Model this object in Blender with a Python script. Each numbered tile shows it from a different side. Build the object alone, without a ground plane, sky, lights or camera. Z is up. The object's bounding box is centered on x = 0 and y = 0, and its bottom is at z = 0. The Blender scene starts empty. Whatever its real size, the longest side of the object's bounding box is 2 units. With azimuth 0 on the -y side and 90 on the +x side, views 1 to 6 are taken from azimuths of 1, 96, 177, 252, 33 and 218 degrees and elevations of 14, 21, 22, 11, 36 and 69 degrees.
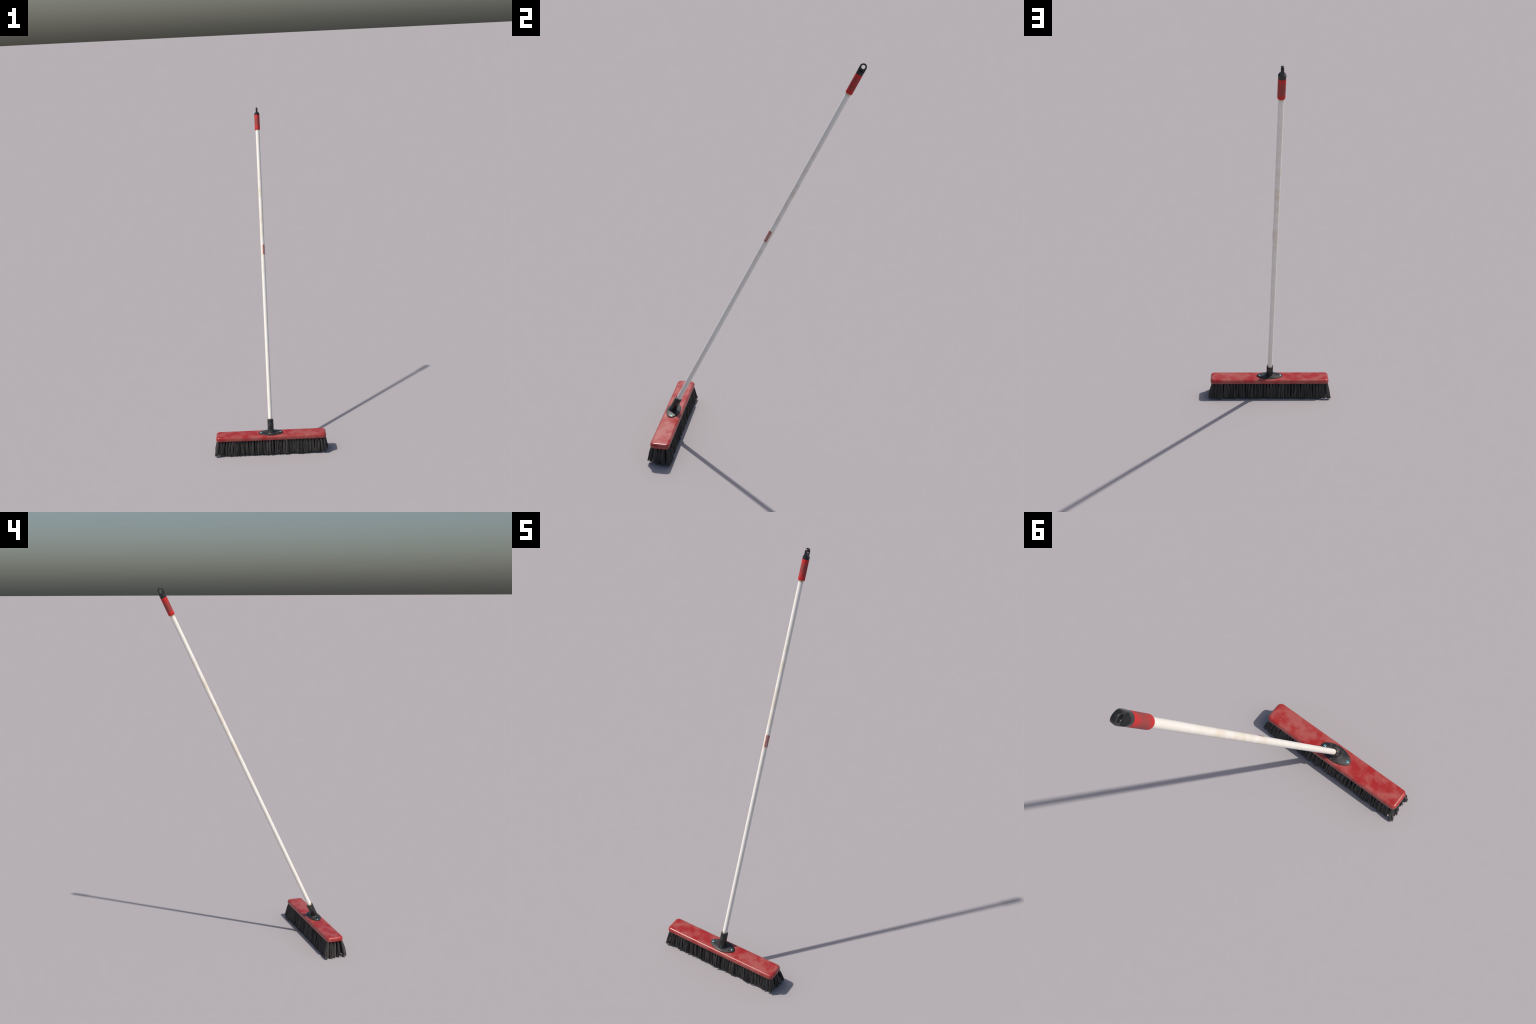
# A push broom: red lacquered head block with five rows of black bristle tufts, a black
# screwed-on socket, a leaning white handle with a red grip and a black hanging cap.
import bpy, bmesh, math, random
from math import sin, cos, pi, radians
from mathutils import Vector, Matrix, Quaternion

# ------------------------------------------------------------------ main measures (metres)
LEAN = radians(25.0)                      # handle leans from -y up to +y
AXIS_FOOT = Vector((0.0, -0.4126, 0.120)) # where the handle axis meets the socket plate
HEAD_Y = -0.4045                          # centre line of the brush head
BLOCK_HALF_X, BLOCK_HALF_Y = 0.3325, 0.0485
BLOCK_BOTTOM, BLOCK_TOP = 0.0895, 0.1172
PLATE_TOP = 0.1225
POLE_R, GRIP_R, COLLAR_R = 0.0123, 0.0168, 0.0186
COLLAR_END, GRIP_START, GRIP_END, EYE_S = 0.083, 1.922, 2.0185, 2.0567  # along the handle axis
LEAN_ROT = Matrix.Rotation(-LEAN, 4, 'X')
AXIS_FRAME = Matrix.Translation(AXIS_FOOT) @ LEAN_ROT

scene = bpy.context.scene


# ------------------------------------------------------------------ helpers
def add_object(name, mesh, material, parent, matrix=None):
    obj = bpy.data.objects.new(name, mesh)
    scene.collection.objects.link(obj)
    if material and not mesh.materials:
        mesh.materials.append(material)
    obj.parent = parent
    if matrix is not None:
        obj.matrix_local = matrix
    return obj


def mesh_from(name, bm, angle=35):
    bmesh.ops.recalc_face_normals(bm, faces=bm.faces)
    for f in bm.faces:
        f.smooth = True
    for e in bm.edges:
        if len(e.link_faces) == 2 and e.calc_face_angle(0.0) > radians(angle):
            e.smooth = False
    me = bpy.data.meshes.new(name)
    bm.to_mesh(me)
    bm.free()
    return me


def loft(bm, rings, cap_first=True, cap_last=True):
    """Skin a list of closed rings (lists of Vectors of equal length)."""
    rows = [[bm.verts.new(p) for p in ring] for ring in rings]
    n = len(rows[0])
    for a, b in zip(rows, rows[1:]):
        for i in range(n):
            j = (i + 1) % n
            bm.faces.new((a[i], a[j], b[j], b[i]))
    if cap_first:
        bm.faces.new(list(reversed(rows[0])))
    if cap_last:
        bm.faces.new(rows[-1])
    return rows


def circle(r, z, n=48):
    return [Vector((r * cos(2 * pi * i / n), r * sin(2 * pi * i / n), z)) for i in range(n)]


def turned(name, profile, n=48, angle=35, **caps):
    """Solid of revolution about z from (radius, z) pairs."""
    bm = bmesh.new()
    loft(bm, [circle(r, z, n) for r, z in profile], **caps)
    return mesh_from(name, bm, angle)


# ------------------------------------------------------------------ materials
class Nodes:
    def __init__(self, name):
        self.mat = bpy.data.materials.new(name)
        self.mat.use_nodes = True
        self.t = self.mat.node_tree
        self.bsdf = self.t.nodes['Principled BSDF']
        self.coord = self.t.nodes.new('ShaderNodeTexCoord').outputs['Object']

    def link(self, a, b):
        self.t.links.new(a, b)

    def put(self, socket, value):
        if hasattr(value, 'is_output'):
            self.link(value, socket)
        else:
            socket.default_value = value

    def mapping(self, scale=(1, 1, 1), location=(0, 0, 0), rotation=(0, 0, 0)):
        m = self.t.nodes.new('ShaderNodeMapping')
        self.link(self.coord, m.inputs['Vector'])
        m.inputs['Scale'].default_value = scale
        m.inputs['Location'].default_value = location
        m.inputs['Rotation'].default_value = rotation
        return m.outputs[0]

    def noise(self, scale, detail=4, rough=0.55, vector=None, distortion=0.0):
        n = self.t.nodes.new('ShaderNodeTexNoise')
        self.link(vector or self.coord, n.inputs['Vector'])
        n.inputs['Scale'].default_value = scale
        n.inputs['Detail'].default_value = detail
        n.inputs['Roughness'].default_value = rough
        n.inputs['Distortion'].default_value = distortion
        return n.outputs['Fac']

    def ramp(self, fac, stops, smooth=True):
        r = self.t.nodes.new('ShaderNodeValToRGB')
        self.put(r.inputs['Fac'], fac)
        e = r.color_ramp.elements
        while len(e) < len(stops):
            e.new(0.5)
        for el, (p, c) in zip(e, stops):
            el.position = p
            el.color = (c, c, c, 1) if isinstance(c, (int, float)) else (*c, 1)
        if smooth:
            r.color_ramp.interpolation = 'EASE'
        return r.outputs['Color']

    def mix(self, fac, a, b):
        m = self.t.nodes.new('ShaderNodeMix')
        m.data_type = 'RGBA'
        self.put(m.inputs['Factor'], fac)
        for s, v in ((m.inputs[6], a), (m.inputs[7], b)):
            self.put(s, v if hasattr(v, 'is_output') else (*v, 1))
        return m.outputs[2]

    def math(self, op, a, b=0.0, clamp=False):
        m = self.t.nodes.new('ShaderNodeMath')
        m.operation = op
        m.use_clamp = clamp
        self.put(m.inputs[0], a)
        self.put(m.inputs[1], b)
        return m.outputs[0]

    def axis(self, which):
        s = self.t.nodes.new('ShaderNodeSeparateXYZ')
        self.link(self.coord, s.inputs[0])
        return s.outputs[which]

    def span(self, value, lo, hi, out_lo=0.0, out_hi=1.0):
        m = self.t.nodes.new('ShaderNodeMapRange')
        m.interpolation_type = 'SMOOTHSTEP'
        self.put(m.inputs[0], value)
        for i, v in zip((1, 2, 3, 4), (lo, hi, out_lo, out_hi)):
            m.inputs[i].default_value = v
        return m.outputs[0]

    def bump(self, height, strength, distance):
        b = self.t.nodes.new('ShaderNodeBump')
        b.inputs['Strength'].default_value = strength
        b.inputs['Distance'].default_value = distance
        self.link(height, b.inputs['Height'])
        self.link(b.outputs[0], self.bsdf.inputs['Normal'])

    def done(self, colour, rough=0.4, metallic=0.0, specular=0.5):
        self.put(self.bsdf.inputs['Base Color'], colour if hasattr(colour, 'is_output') else (*colour, 1))
        self.put(self.bsdf.inputs['Roughness'], rough)
        self.bsdf.inputs['Metallic'].default_value = metallic
        self.bsdf.inputs['Specular IOR Level'].default_value = specular
        return self.mat


def lacquer_material():
    """Red lacquer with pale rubbed, dusty clouds."""
    k = Nodes('red_lacquer')
    clouds = k.noise(18.0, 3, 0.5, k.mapping(location=(3.7, 1.2, 0.4)))
    specks = k.noise(70.0, 4, 0.6)
    both = k.math('ADD', clouds, k.math('MULTIPLY', k.math('SUBTRACT', specks, 0.5), 0.24))
    dust = k.ramp(both, [(0.32, 0.0), (0.63, 1.0)])
    colour = k.mix(dust, (0.345, 0.016, 0.015), (0.385, 0.083, 0.072))
    rough = k.span(both, 0.30, 0.62, 0.26, 0.36)
    return k.done(colour, rough, specular=0.5)


def bristle_material():
    k = Nodes('black_bristle')
    info = k.t.nodes.new('ShaderNodeObjectInfo')
    streak = k.noise(60.0, 3, 0.6, k.mapping(scale=(14, 14, 0.8)))
    tone = k.math('ADD', k.math('MULTIPLY', streak, 0.75), k.math('MULTIPLY', info.outputs['Random'], 0.25))
    colour = k.ramp(tone, [(0.25, (0.036, 0.0345, 0.033)), (0.75, (0.085, 0.080, 0.075))])
    return k.done(colour, 0.62, specular=0.3)


def black_plastic_material():
    k = Nodes('black_plastic')
    dust = k.ramp(k.noise(38.0, 5, 0.65, distortion=0.3), [(0.40, 0.0), (0.70, 1.0)])
    colour = k.mix(dust, (0.012, 0.0125, 0.013), (0.056, 0.053, 0.049))
    k.bump(k.noise(420.0, 3), 0.15, 0.001)
    # the collar is handled and polished, the plate below it stays dull
    polish = k.math('SUBTRACT', k.span(dust, 0, 1, 0.42, 0.60), k.span(k.axis(2), 0.012, 0.022, 0.0, 0.20))
    return k.done(colour, polish)


def cap_plastic_material():
    k = Nodes('cap_plastic')
    dust = k.ramp(k.noise(90.0, 4), [(0.45, 0.0), (0.75, 1.0)])
    return k.done(k.mix(dust, (0.012, 0.0121, 0.0123), (0.026, 0.026, 0.0265)), 0.30)


def grip_material():
    """Red soft plastic; the middle is greyed by hands, both ends stay clean."""
    k = Nodes('red_grip')
    z = k.axis(2)
    middle = k.math('MULTIPLY', k.span(z, GRIP_START + 0.006, GRIP_START + 0.030),
                    k.span(z, GRIP_END - 0.030, GRIP_END - 0.004, 1.0, 0.0))
    worn = k.math('MULTIPLY', middle, k.span(k.noise(38.0, 4, 0.6), 0.30, 0.58, 0.45, 1.0))
    colour = k.mix(worn, (0.57, 0.015, 0.016), (0.31, 0.046, 0.040))
    k.bump(k.noise(500.0, 2), 0.1, 0.001)
    return k.done(colour, 0.55, specular=0.35)


def pole_material():
    """White lacquered wood, creamy with wear along the middle, brown grime at both sleeves."""
    k = Nodes('white_pole')
    z = k.axis(2)
    bands = k.noise(1.0, 4, 0.55, k.mapping(scale=(9, 9, 12)))
    worn_zone = k.math('MULTIPLY', k.span(z, 0.75, 1.30), k.span(z, 1.45, 1.80, 1.0, 0.0))
    cream = k.math('MULTIPLY', k.span(bands, 0.38, 0.68), k.math('ADD', k.math('MULTIPLY', worn_zone, 0.80), 0.28), True)
    colour = k.mix(cream, (0.90, 0.87, 0.805), (0.82, 0.73, 0.59))
    stain = k.noise(1.0, 3, 0.6, k.mapping(scale=(60, 60, 160)))
    colour = k.mix(k.span(stain, 0.58, 0.82, 0.0, 0.12), colour, (0.55, 0.43, 0.29))
    grime = k.math('MAXIMUM', k.span(z, COLLAR_END - 0.006, COLLAR_END + 0.012, 1.0, 0.0),
                   k.span(z, GRIP_START - 0.016, GRIP_START, 0.0, 1.0))
    colour = k.mix(k.math('MULTIPLY', grime, 0.8), colour, (0.50, 0.36, 0.18))
    return k.done(colour, 0.42, specular=0.5)


def plain_material(name, colour, rough, metallic=0.0, vary=0.0):
    k = Nodes(name)
    if vary:
        n = k.noise(300.0, 3)
        colour = k.mix(k.span(n, 0.35, 0.65, 0.0, 1.0), tuple(c * (1 - vary) for c in colour),
                       tuple(min(1, c * (1 + vary)) for c in colour))
    return k.done(colour, rough, metallic)


LACQUER, BRISTLE, PLASTIC, CAP = lacquer_material(), bristle_material(), black_plastic_material(), cap_plastic_material()
GRIP, POLE = grip_material(), pole_material()
ZINC = plain_material('blue_zinc', (0.40, 0.70, 0.69), 0.22, 1.0, 0.12)
LABEL = plain_material('label_red', (0.50, 0.150, 0.115), 0.5, 0.0, 0.12)
LETTER = plain_material('label_letters', (0.60, 0.46, 0.44), 0.5, 0.0, 0.10)

# ------------------------------------------------------------------ the thing
broom = bpy.data.objects.new('push_broom', None)
scene.collection.objects.link(broom)
broom['label'] = 'push broom with red head, black bristles and white leaning handle'
broom['category'] = 'broom'


# ------------------------------------------------------------------ head block
def rounded_rectangle(hx, hy, r, z, per_corner=9, straight=12):
    pts = []
    corners = [(hx - r, hy - r, 0), (-hx + r, hy - r, 1), (-hx + r, -hy + r, 2), (hx - r, -hy + r, 3)]
    for c, (cx, cy, q) in enumerate(corners):
        for i in range(per_corner):
            a = (q + i / (per_corner - 1)) * pi / 2
            pts.append(Vector((cx + r * cos(a), cy + r * sin(a), z)))
        nx, ny, nq = corners[(c + 1) % 4]
        a = (q + 1) * pi / 2
        p0 = Vector((cx + r * cos(a), cy + r * sin(a), z))
        p1 = Vector((nx + r * cos(a), ny + r * sin(a), z))
        for i in range(1, straight):
            pts.append(p0.lerp(p1, i / straight))
    return pts


def build_block():
    bm = bmesh.new()
    top_r, bottom_r, corner = 0.0125, 0.0075, 0.0210
    rings = []

    def ring(inset, z):
        rings.append(rounded_rectangle(BLOCK_HALF_X - inset, BLOCK_HALF_Y - inset, max(corner - inset, 0.003), z - BLOCK_BOTTOM))

    ring(bottom_r + 0.006, BLOCK_BOTTOM)
    for i in range(6):
        a = i / 5 * pi / 2
        ring(bottom_r * (1 - sin(a)), BLOCK_BOTTOM + bottom_r * (1 - cos(a)))
    for i in range(10):
        a = i / 9 * pi / 2
        ring(top_r * (1 - cos(a)), BLOCK_TOP - top_r * (1 - sin(a)))
    ring(top_r + 0.003, BLOCK_TOP)
    loft(bm, rings)
    return mesh_from('head_block', bm, 60)


block = add_object('head_block', build_block(), LACQUER, broom, Matrix.Translation((0, HEAD_Y, BLOCK_BOTTOM)))


# ------------------------------------------------------------------ bristle tufts
ROWS, COLUMNS = 5, 38
ROOT_Z = 0.0925


def build_tuft(seed, clumps=5, strands=12):
    """A bundle of stiff strands gathered into a few ragged locks, root at the origin, tips near -ROOT_Z."""
    rng = random.Random(seed)
    bm = bmesh.new()
    sides, steps = 5, 6
    turn = rng.uniform(0, 2 * pi)
    for c in range(clumps):
        a = turn + 2 * pi * c / clumps + rng.uniform(-0.3, 0.3)
        lock_root = Vector((cos(a), sin(a), 0)) * 0.0028
        lock_tip = Vector((cos(a), sin(a), 0)) * rng.uniform(0.0048, 0.0080)
        bend = Vector((rng.uniform(-1, 1), rng.uniform(-1, 1), 0)) * 0.0042
        lock_len = ROOT_Z - abs(rng.gauss(0.0, 0.0036))
        for _ in range(strands):
            b = rng.uniform(0, 2 * pi)
            q = math.sqrt(rng.random())
            off = Vector((cos(b), sin(b), 0)) * q
            length = lock_len - abs(rng.gauss(0, 0.0022)) - 0.0020 * q
            length = min(length, ROOT_Z - 0.0003)
            wave = Vector((rng.uniform(-1, 1), rng.uniform(-1, 1), 0)) * 0.0009
            radius = rng.uniform(0.0009, 0.0016)
            rings = []
            for i in range(steps + 1):
                t = i / steps
                centre = lock_root.lerp(lock_tip, t ** 1.2) + bend * sin(pi * t)
                swell = 0.0020 + 0.0020 * sin(pi * min(1, t * 0.70))
                centre += off * swell * (1 - 0.10 * max(0, t - 0.7) / 0.3) + wave * sin(2.4 * pi * t + b)
                centre.z = -length * t
                r = radius * (1.0 - 0.45 * max(0.0, (t - 0.75) / 0.25) ** 1.3)
                rings.append([centre + Vector((r * cos(2 * pi * k / sides + b), r * sin(2 * pi * k / sides + b), 0)) for k in range(sides)])
            loft(bm, rings)
    return mesh_from('bristle_tuft', bm, 80)


tuft_meshes = [build_tuft(100 + i) for i in range(14)]
rng = random.Random(7)
for row in range(ROWS):
    for col in range(COLUMNS):
        u = col / (COLUMNS - 1) * 2 - 1
        v = row / (ROWS - 1) * 2 - 1
        root = Vector((u * 0.3180 + rng.uniform(-1, 1) * 0.0012, HEAD_Y + v * 0.0385 + rng.uniform(-1, 1) * 0.001, ROOT_Z))
        corner = max(0, u) ** 8 * max(0, -v) ** 2   # this corner is worn: shorter, less splayed
        lean_x = 0.0172 * u * abs(u) ** 6 * (1 - 0.6 * corner) + rng.gauss(0, 0.0028)
        lean_y = (0.0108 + 0.0057 * abs(u) ** 6) * v * abs(v) * (1 - 0.3 * corner) - 0.0005 + rng.gauss(0, 0.0022)
        tip = Vector((lean_x, lean_y, -ROOT_Z))
        tilt = Vector((0, 0, -1)).rotation_difference(tip.normalized()).to_matrix().to_4x4()
        mesh = rng.choice(tuft_meshes)
        spin = Matrix.Rotation(rng.uniform(0, 2 * pi), 4, 'Z') @ Matrix.Diagonal((rng.uniform(0.95, 1.15), rng.uniform(0.95, 1.15), 1, 1))
        # trim: stretch the tuft until its longest strand just meets the floor
        reach = -min((tilt @ spin @ vert.co).z for vert in mesh.vertices)
        trim = (ROOT_Z - abs(rng.gauss(0, 0.0022)) - 0.008 * corner) / reach
        m = Matrix.Translation(root) @ tilt @ Matrix.Diagonal((1, 1, trim, 1)) @ spin
        add_object('bristle_tuft', mesh, BRISTLE, block, Matrix.Translation((0, -HEAD_Y, -BLOCK_BOTTOM)) @ m)


# ------------------------------------------------------------------ handle socket: oval plate and leaning collar
def build_socket():
    bm = bmesh.new()
    half_x, half_y, nose, n = 0.0728, 0.0375, 0.0190, 160
    nose_x = half_x - nose
    big = (nose_x ** 2 + half_y ** 2 - nose ** 2) / (2 * (half_y - nose))
    touch = math.atan2(big - half_y, nose_x)  # where arc and nose share a normal
    y0 = HEAD_Y

    def outline(inset, z):
        pts = []
        for i in range(n):
            # lens of two big arcs, each nose rounded by a small circle
            a = 2 * pi * i / n
            c, s = abs(cos(a)), abs(sin(a))
            if s > 1e-9 and math.atan2(s, c) > touch:
                x, y = big * cos(math.atan2(s, c)), big * s - (big - half_y)
            else:
                x, y = nose_x + nose * c, nose * s
            x, y = math.copysign(x, cos(a)), math.copysign(y, sin(a))
            l = Vector((x, y)).length
            f = (l - inset) / l
            pts.append(Vector((x * f, y0 + y * f, z)))
        return pts

    loft(bm, [outline(0, BLOCK_TOP - 0.001), outline(0, PLATE_TOP - 0.0022), outline(0.0006, PLATE_TOP - 0.0008),
              outline(0.0022, PLATE_TOP)])
    # collar: filleted foot, tube, rounded mouth, bore
    m = 48
    up = LEAN_ROT.to_3x3() @ Vector((0, 0, 1))
    side = [LEAN_ROT.to_3x3() @ Vector((cos(2 * pi * i / m), sin(2 * pi * i / m), 0)) for i in range(m)]
    foot, hit, rise = [], [], []
    for d in side:
        p = AXIS_FOOT + d * COLLAR_R
        s = (PLATE_TOP - 0.0006 - p.z) / up.z
        q = p + up * s
        hit.append(q)
        flat = Vector((q.x, q.y - (AXIS_FOOT.y + 0.001), 0)).normalized()
        foot.append(q + flat * 0.0075)
        rise.append(q + up * 0.0095)
    rings = []
    for i in range(7):
        t = i / 6
        rings.append([f * (1 - t) ** 2 + h * 2 * t * (1 - t) + r * t * t for f, h, r in zip(foot, hit, rise)])

    def tube(r, s):
        return [AXIS_FOOT + d * r + up * s for d in side]

    rings += [tube(COLLAR_R, 0.030), tube(COLLAR_R - 0.0003, COLLAR_END - 0.002), tube(COLLAR_R - 0.0009, COLLAR_END - 0.0006),
              tube(COLLAR_R - 0.0022, COLLAR_END), tube(COLLAR_R - 0.0032, COLLAR_END - 0.0005),
              tube(COLLAR_R - 0.0042, COLLAR_END - 0.006), tube(0.002, COLLAR_END - 0.0065)]
    loft(bm, rings)
    base = Vector((0, HEAD_Y, PLATE_TOP))
    bmesh.ops.translate(bm, verts=bm.verts, vec=-base)
    return mesh_from('handle_socket', bm, 40)


socket = add_object('handle_socket', build_socket(), PLASTIC, broom, Matrix.Translation((0, HEAD_Y, PLATE_TOP)))


def build_screw():
    """Domed cross-head screw; the cross is a cut-in groove."""
    bm = bmesh.new()
    R, n = 0.0062, 32
    prof = [(R, -0.001), (R, 0.0006), (R * 0.92, 0.0013), (R * 0.72, 0.0018), (R * 0.62, 0.0018)]
    loft(bm, [circle(r, z, n) for r, z in prof], cap_last=False)
    # star-shaped recess floor: rim pulled to a cross
    rim = [v for v in bm.verts if abs(v.co.z - 0.0018) < 1e-6 and v.co.xy.length < R * 0.65]
    rim.sort(key=lambda v: math.atan2(v.co.y, v.co.x))
    inner = []
    for v in rim:
        a = math.atan2(v.co.y, v.co.x)
        arm = abs(cos(2 * a)) ** 6
        inner.append(bm.verts.new((cos(a) * R * (0.20 + 0.40 * arm), sin(a) * R * (0.20 + 0.40 * arm), 0.0018)))
    deep = [bm.verts.new((v.co.x * 0.85, v.co.y * 0.85, 0.0002)) for v in inner]
    for a, b in ((rim, inner), (inner, deep)):
        for i in range(len(a)):
            j = (i + 1) % len(a)
            bm.faces.new((a[i], a[j], b[j], b[i]))
    bm.faces.new(deep)
    return mesh_from('screw', bm, 35)


screw_mesh = build_screw()
for x, turn in ((-0.058, 0.3), (0.058, 0.9)):
    add_object('screw', screw_mesh, ZINC, socket, Matrix.Translation((x, 0, 0.0)) @ Matrix.Rotation(turn, 4, 'Z'))

# ------------------------------------------------------------------ handle
pole = add_object('handle_pole', turned('handle_pole', [(POLE_R, COLLAR_END - 0.02)] + [(POLE_R, COLLAR_END + (GRIP_START - COLLAR_END) * i / 24) for i in range(25)] + [(POLE_R, GRIP_START + 0.02)]),
                  POLE, broom, AXIS_FRAME)

grip = add_object('hand_grip', turned('hand_grip', [(POLE_R + 0.0006, GRIP_START + 0.004), (POLE_R + 0.0008, GRIP_START + 0.0004), (GRIP_R - 0.0014, GRIP_START), (GRIP_R - 0.0004, GRIP_START + 0.0006), (GRIP_R, GRIP_START + 0.0022)] +
                                          [(GRIP_R, GRIP_START + (GRIP_END - GRIP_START) * i / 8) for i in range(1, 9)] + [(GRIP_R - 0.0015, GRIP_END + 0.0003)]),
                  GRIP, broom, AXIS_FRAME)


def build_cap():
    """Round base that is pinched into a flat hanging tab with a through hole (hole axis along x)."""
    bm = bmesh.new()
    R, eye, hole, half_t = GRIP_R, EYE_S, 0.0091, 0.0061
    s0, shoulder, neck = GRIP_END, GRIP_END + 0.0125, GRIP_END + 0.0215
    m = 64
    tip = eye + 0.0162
    levels = [s0, s0 + 0.004, s0 + 0.009, shoulder]
    levels += [shoulder + (neck + 0.001 - shoulder) * i / 10 for i in range(1, 11)]
    rings = []
    for s in levels:
        if s <= shoulder:
            half = R
        else:
            t = min(1.0, (s - shoulder) / (neck - shoulder))
            half = R + (half_t - 0.0003 - R) * t * t * (3 - 2 * t)
        ring = []
        for i in range(m):
            a = 2 * pi * i / m
            x, y = R * cos(a), R * sin(a)
            x = max(-half, min(half, x))
            ring.append(Vector((x, y, s)))
        rings.append(ring)
    # above the neck only the flat tab goes on; its end is rounded about the eye
    loft(bm, rings)
    body = mesh_from('hanging_cap', bm, 40)
    # tab with hole
    bm = bmesh.new()
    n = 64
    outer, inner = [], []
    edge = 0.0012
    for i in range(n):
        a = 2 * pi * i / n
        c, s = cos(a), sin(a)
        # outline: half circle above the eye, straight sides below
        if s >= 0:
            oy, os = 0.0163 * c, 0.0162 * s
        else:
            k = min(0.0166 / max(abs(c), 1e-6), 0.022 / max(-s, 1e-6))
            oy, os = k * c, k * s
        outer.append((oy, os))
        inner.append((hole * c, hole * s))

    def level(pts, grow, x):
        out = []
        for y, z in pts:
            l = math.hypot(y, z)
            f = (l + grow) / l
            out.append(Vector((x, y * f, eye + z * f)))
        return out

    rows = [level(inner, 0.0016, -half_t), level(outer, -edge, -half_t), level(outer, -edge * 0.3, -half_t + edge * 0.3), level(outer, 0, -half_t + edge),
            level(outer, 0, half_t - edge), level(outer, -edge * 0.3, half_t - edge * 0.3), level(outer, -edge, half_t), level(inner, 0.0016, half_t),
            level(inner, 0.0005, half_t - 0.0005), level(inner, 0, half_t - 0.0016), level(inner, 0, -half_t + 0.0016), level(inner, 0.0005, -half_t + 0.0005)]
    vr = [[bm.verts.new(p) for p in r] for r in rows]
    for a, b in zip(vr, vr[1:] + vr[:1]):
        for i in range(n):
            j = (i + 1) % n
            bm.faces.new((a[i], a[j], b[j], b[i]))
    tab = mesh_from('hanging_eye', bm, 50)
    return body, tab


cap_mesh, eye_mesh = build_cap()
cap = add_object('hanging_cap', cap_mesh, CAP, broom, AXIS_FRAME)
add_object('hanging_eye', eye_mesh, CAP, cap, Matrix.Identity(4))

# ------------------------------------------------------------------ printed label wrapped round the handle
LABEL_S, LABEL_LEN, LABEL_AZ, LABEL_ARC = 1.1315, 0.0615, radians(51), radians(100)


def wrap(u, v, r):
    """u along the handle, v around it (positive towards the letters' tops)."""
    a = LABEL_AZ - v / POLE_R
    return Vector((r * sin(a), -r * cos(a), LABEL_S + u))


def build_label():
    bm = bmesh.new()
    half_u, half_v, cr = LABEL_LEN / 2, POLE_R * LABEL_ARC / 2, 0.0042
    columns, k = [], 40
    for i in range(k + 1):
        v = -half_v + 2 * half_v * i / k
        over = max(0.0, abs(v) - (half_v - cr))
        reach = half_u - cr + math.sqrt(max(0.0, cr * cr - over * over))
        columns.append((v, reach))
    verts = []
    for r in (POLE_R - 0.0002, POLE_R + 0.00045):
        verts.append([[bm.verts.new(wrap(u, v, r)) for u in (-reach, reach)] for v, reach in columns])
    low, high = verts
    for i in range(k):
        bm.faces.new((high[i][0], high[i + 1][0], high[i + 1][1], high[i][1]))
        for e in (0, 1):
            bm.faces.new((low[i][e], low[i + 1][e], high[i + 1][e], high[i][e]))
    for i in (0, k):
        bm.faces.new((low[i][0], low[i][1], high[i][1], high[i][0]))
    return mesh_from('label', bm, 50)


label = add_object('label', build_label(), LABEL, pole, Matrix.Identity(4))


def build_lettering():
    cu = bpy.data.curves.new('lettering', 'FONT')
    cu.body = 'MICKY'
    cu.align_x, cu.align_y = 'CENTER', 'CENTER'
    cu.offset = 0.012
    cu.space_character = 1.0
    tmp = bpy.data.objects.new('lettering_source', cu)
    scene.collection.objects.link(tmp)
    bpy.context.view_layer.update()
    me = tmp.evaluated_get(bpy.context.evaluated_depsgraph_get()).to_mesh()
    bm = bmesh.new()
    bm.from_mesh(me)
    tmp.to_mesh_clear()
    bpy.data.objects.remove(tmp)
    bpy.data.curves.remove(cu)
    xs = [v.co.x for v in bm.verts]
    ys = [v.co.y for v in bm.verts]
    cx, cy = (min(xs) + max(xs)) / 2, (min(ys) + max(ys)) / 2
    fx, fy = 0.0525 / (max(xs) - min(xs)), 0.0125 / (max(ys) - min(ys))
    for v in bm.verts:
        v.co = Vector(((v.co.x - cx) * fx, (v.co.y - cy) * fy, 0))
    for i in range(-6, 7):
        bmesh.ops.bisect_plane(bm, geom=bm.verts[:] + bm.edges[:] + bm.faces[:], plane_co=(0, i * 0.001, 0), plane_no=(0, 1, 0))
    bmesh.ops.remove_doubles(bm, verts=bm.verts, dist=1e-6)
    for v in bm.verts:
        v.co = wrap(v.co.x, v.co.y, POLE_R + 0.0008)
    return mesh_from('lettering', bm, 50)


add_object('lettering', build_lettering(), LETTER, label, Matrix.Identity(4))
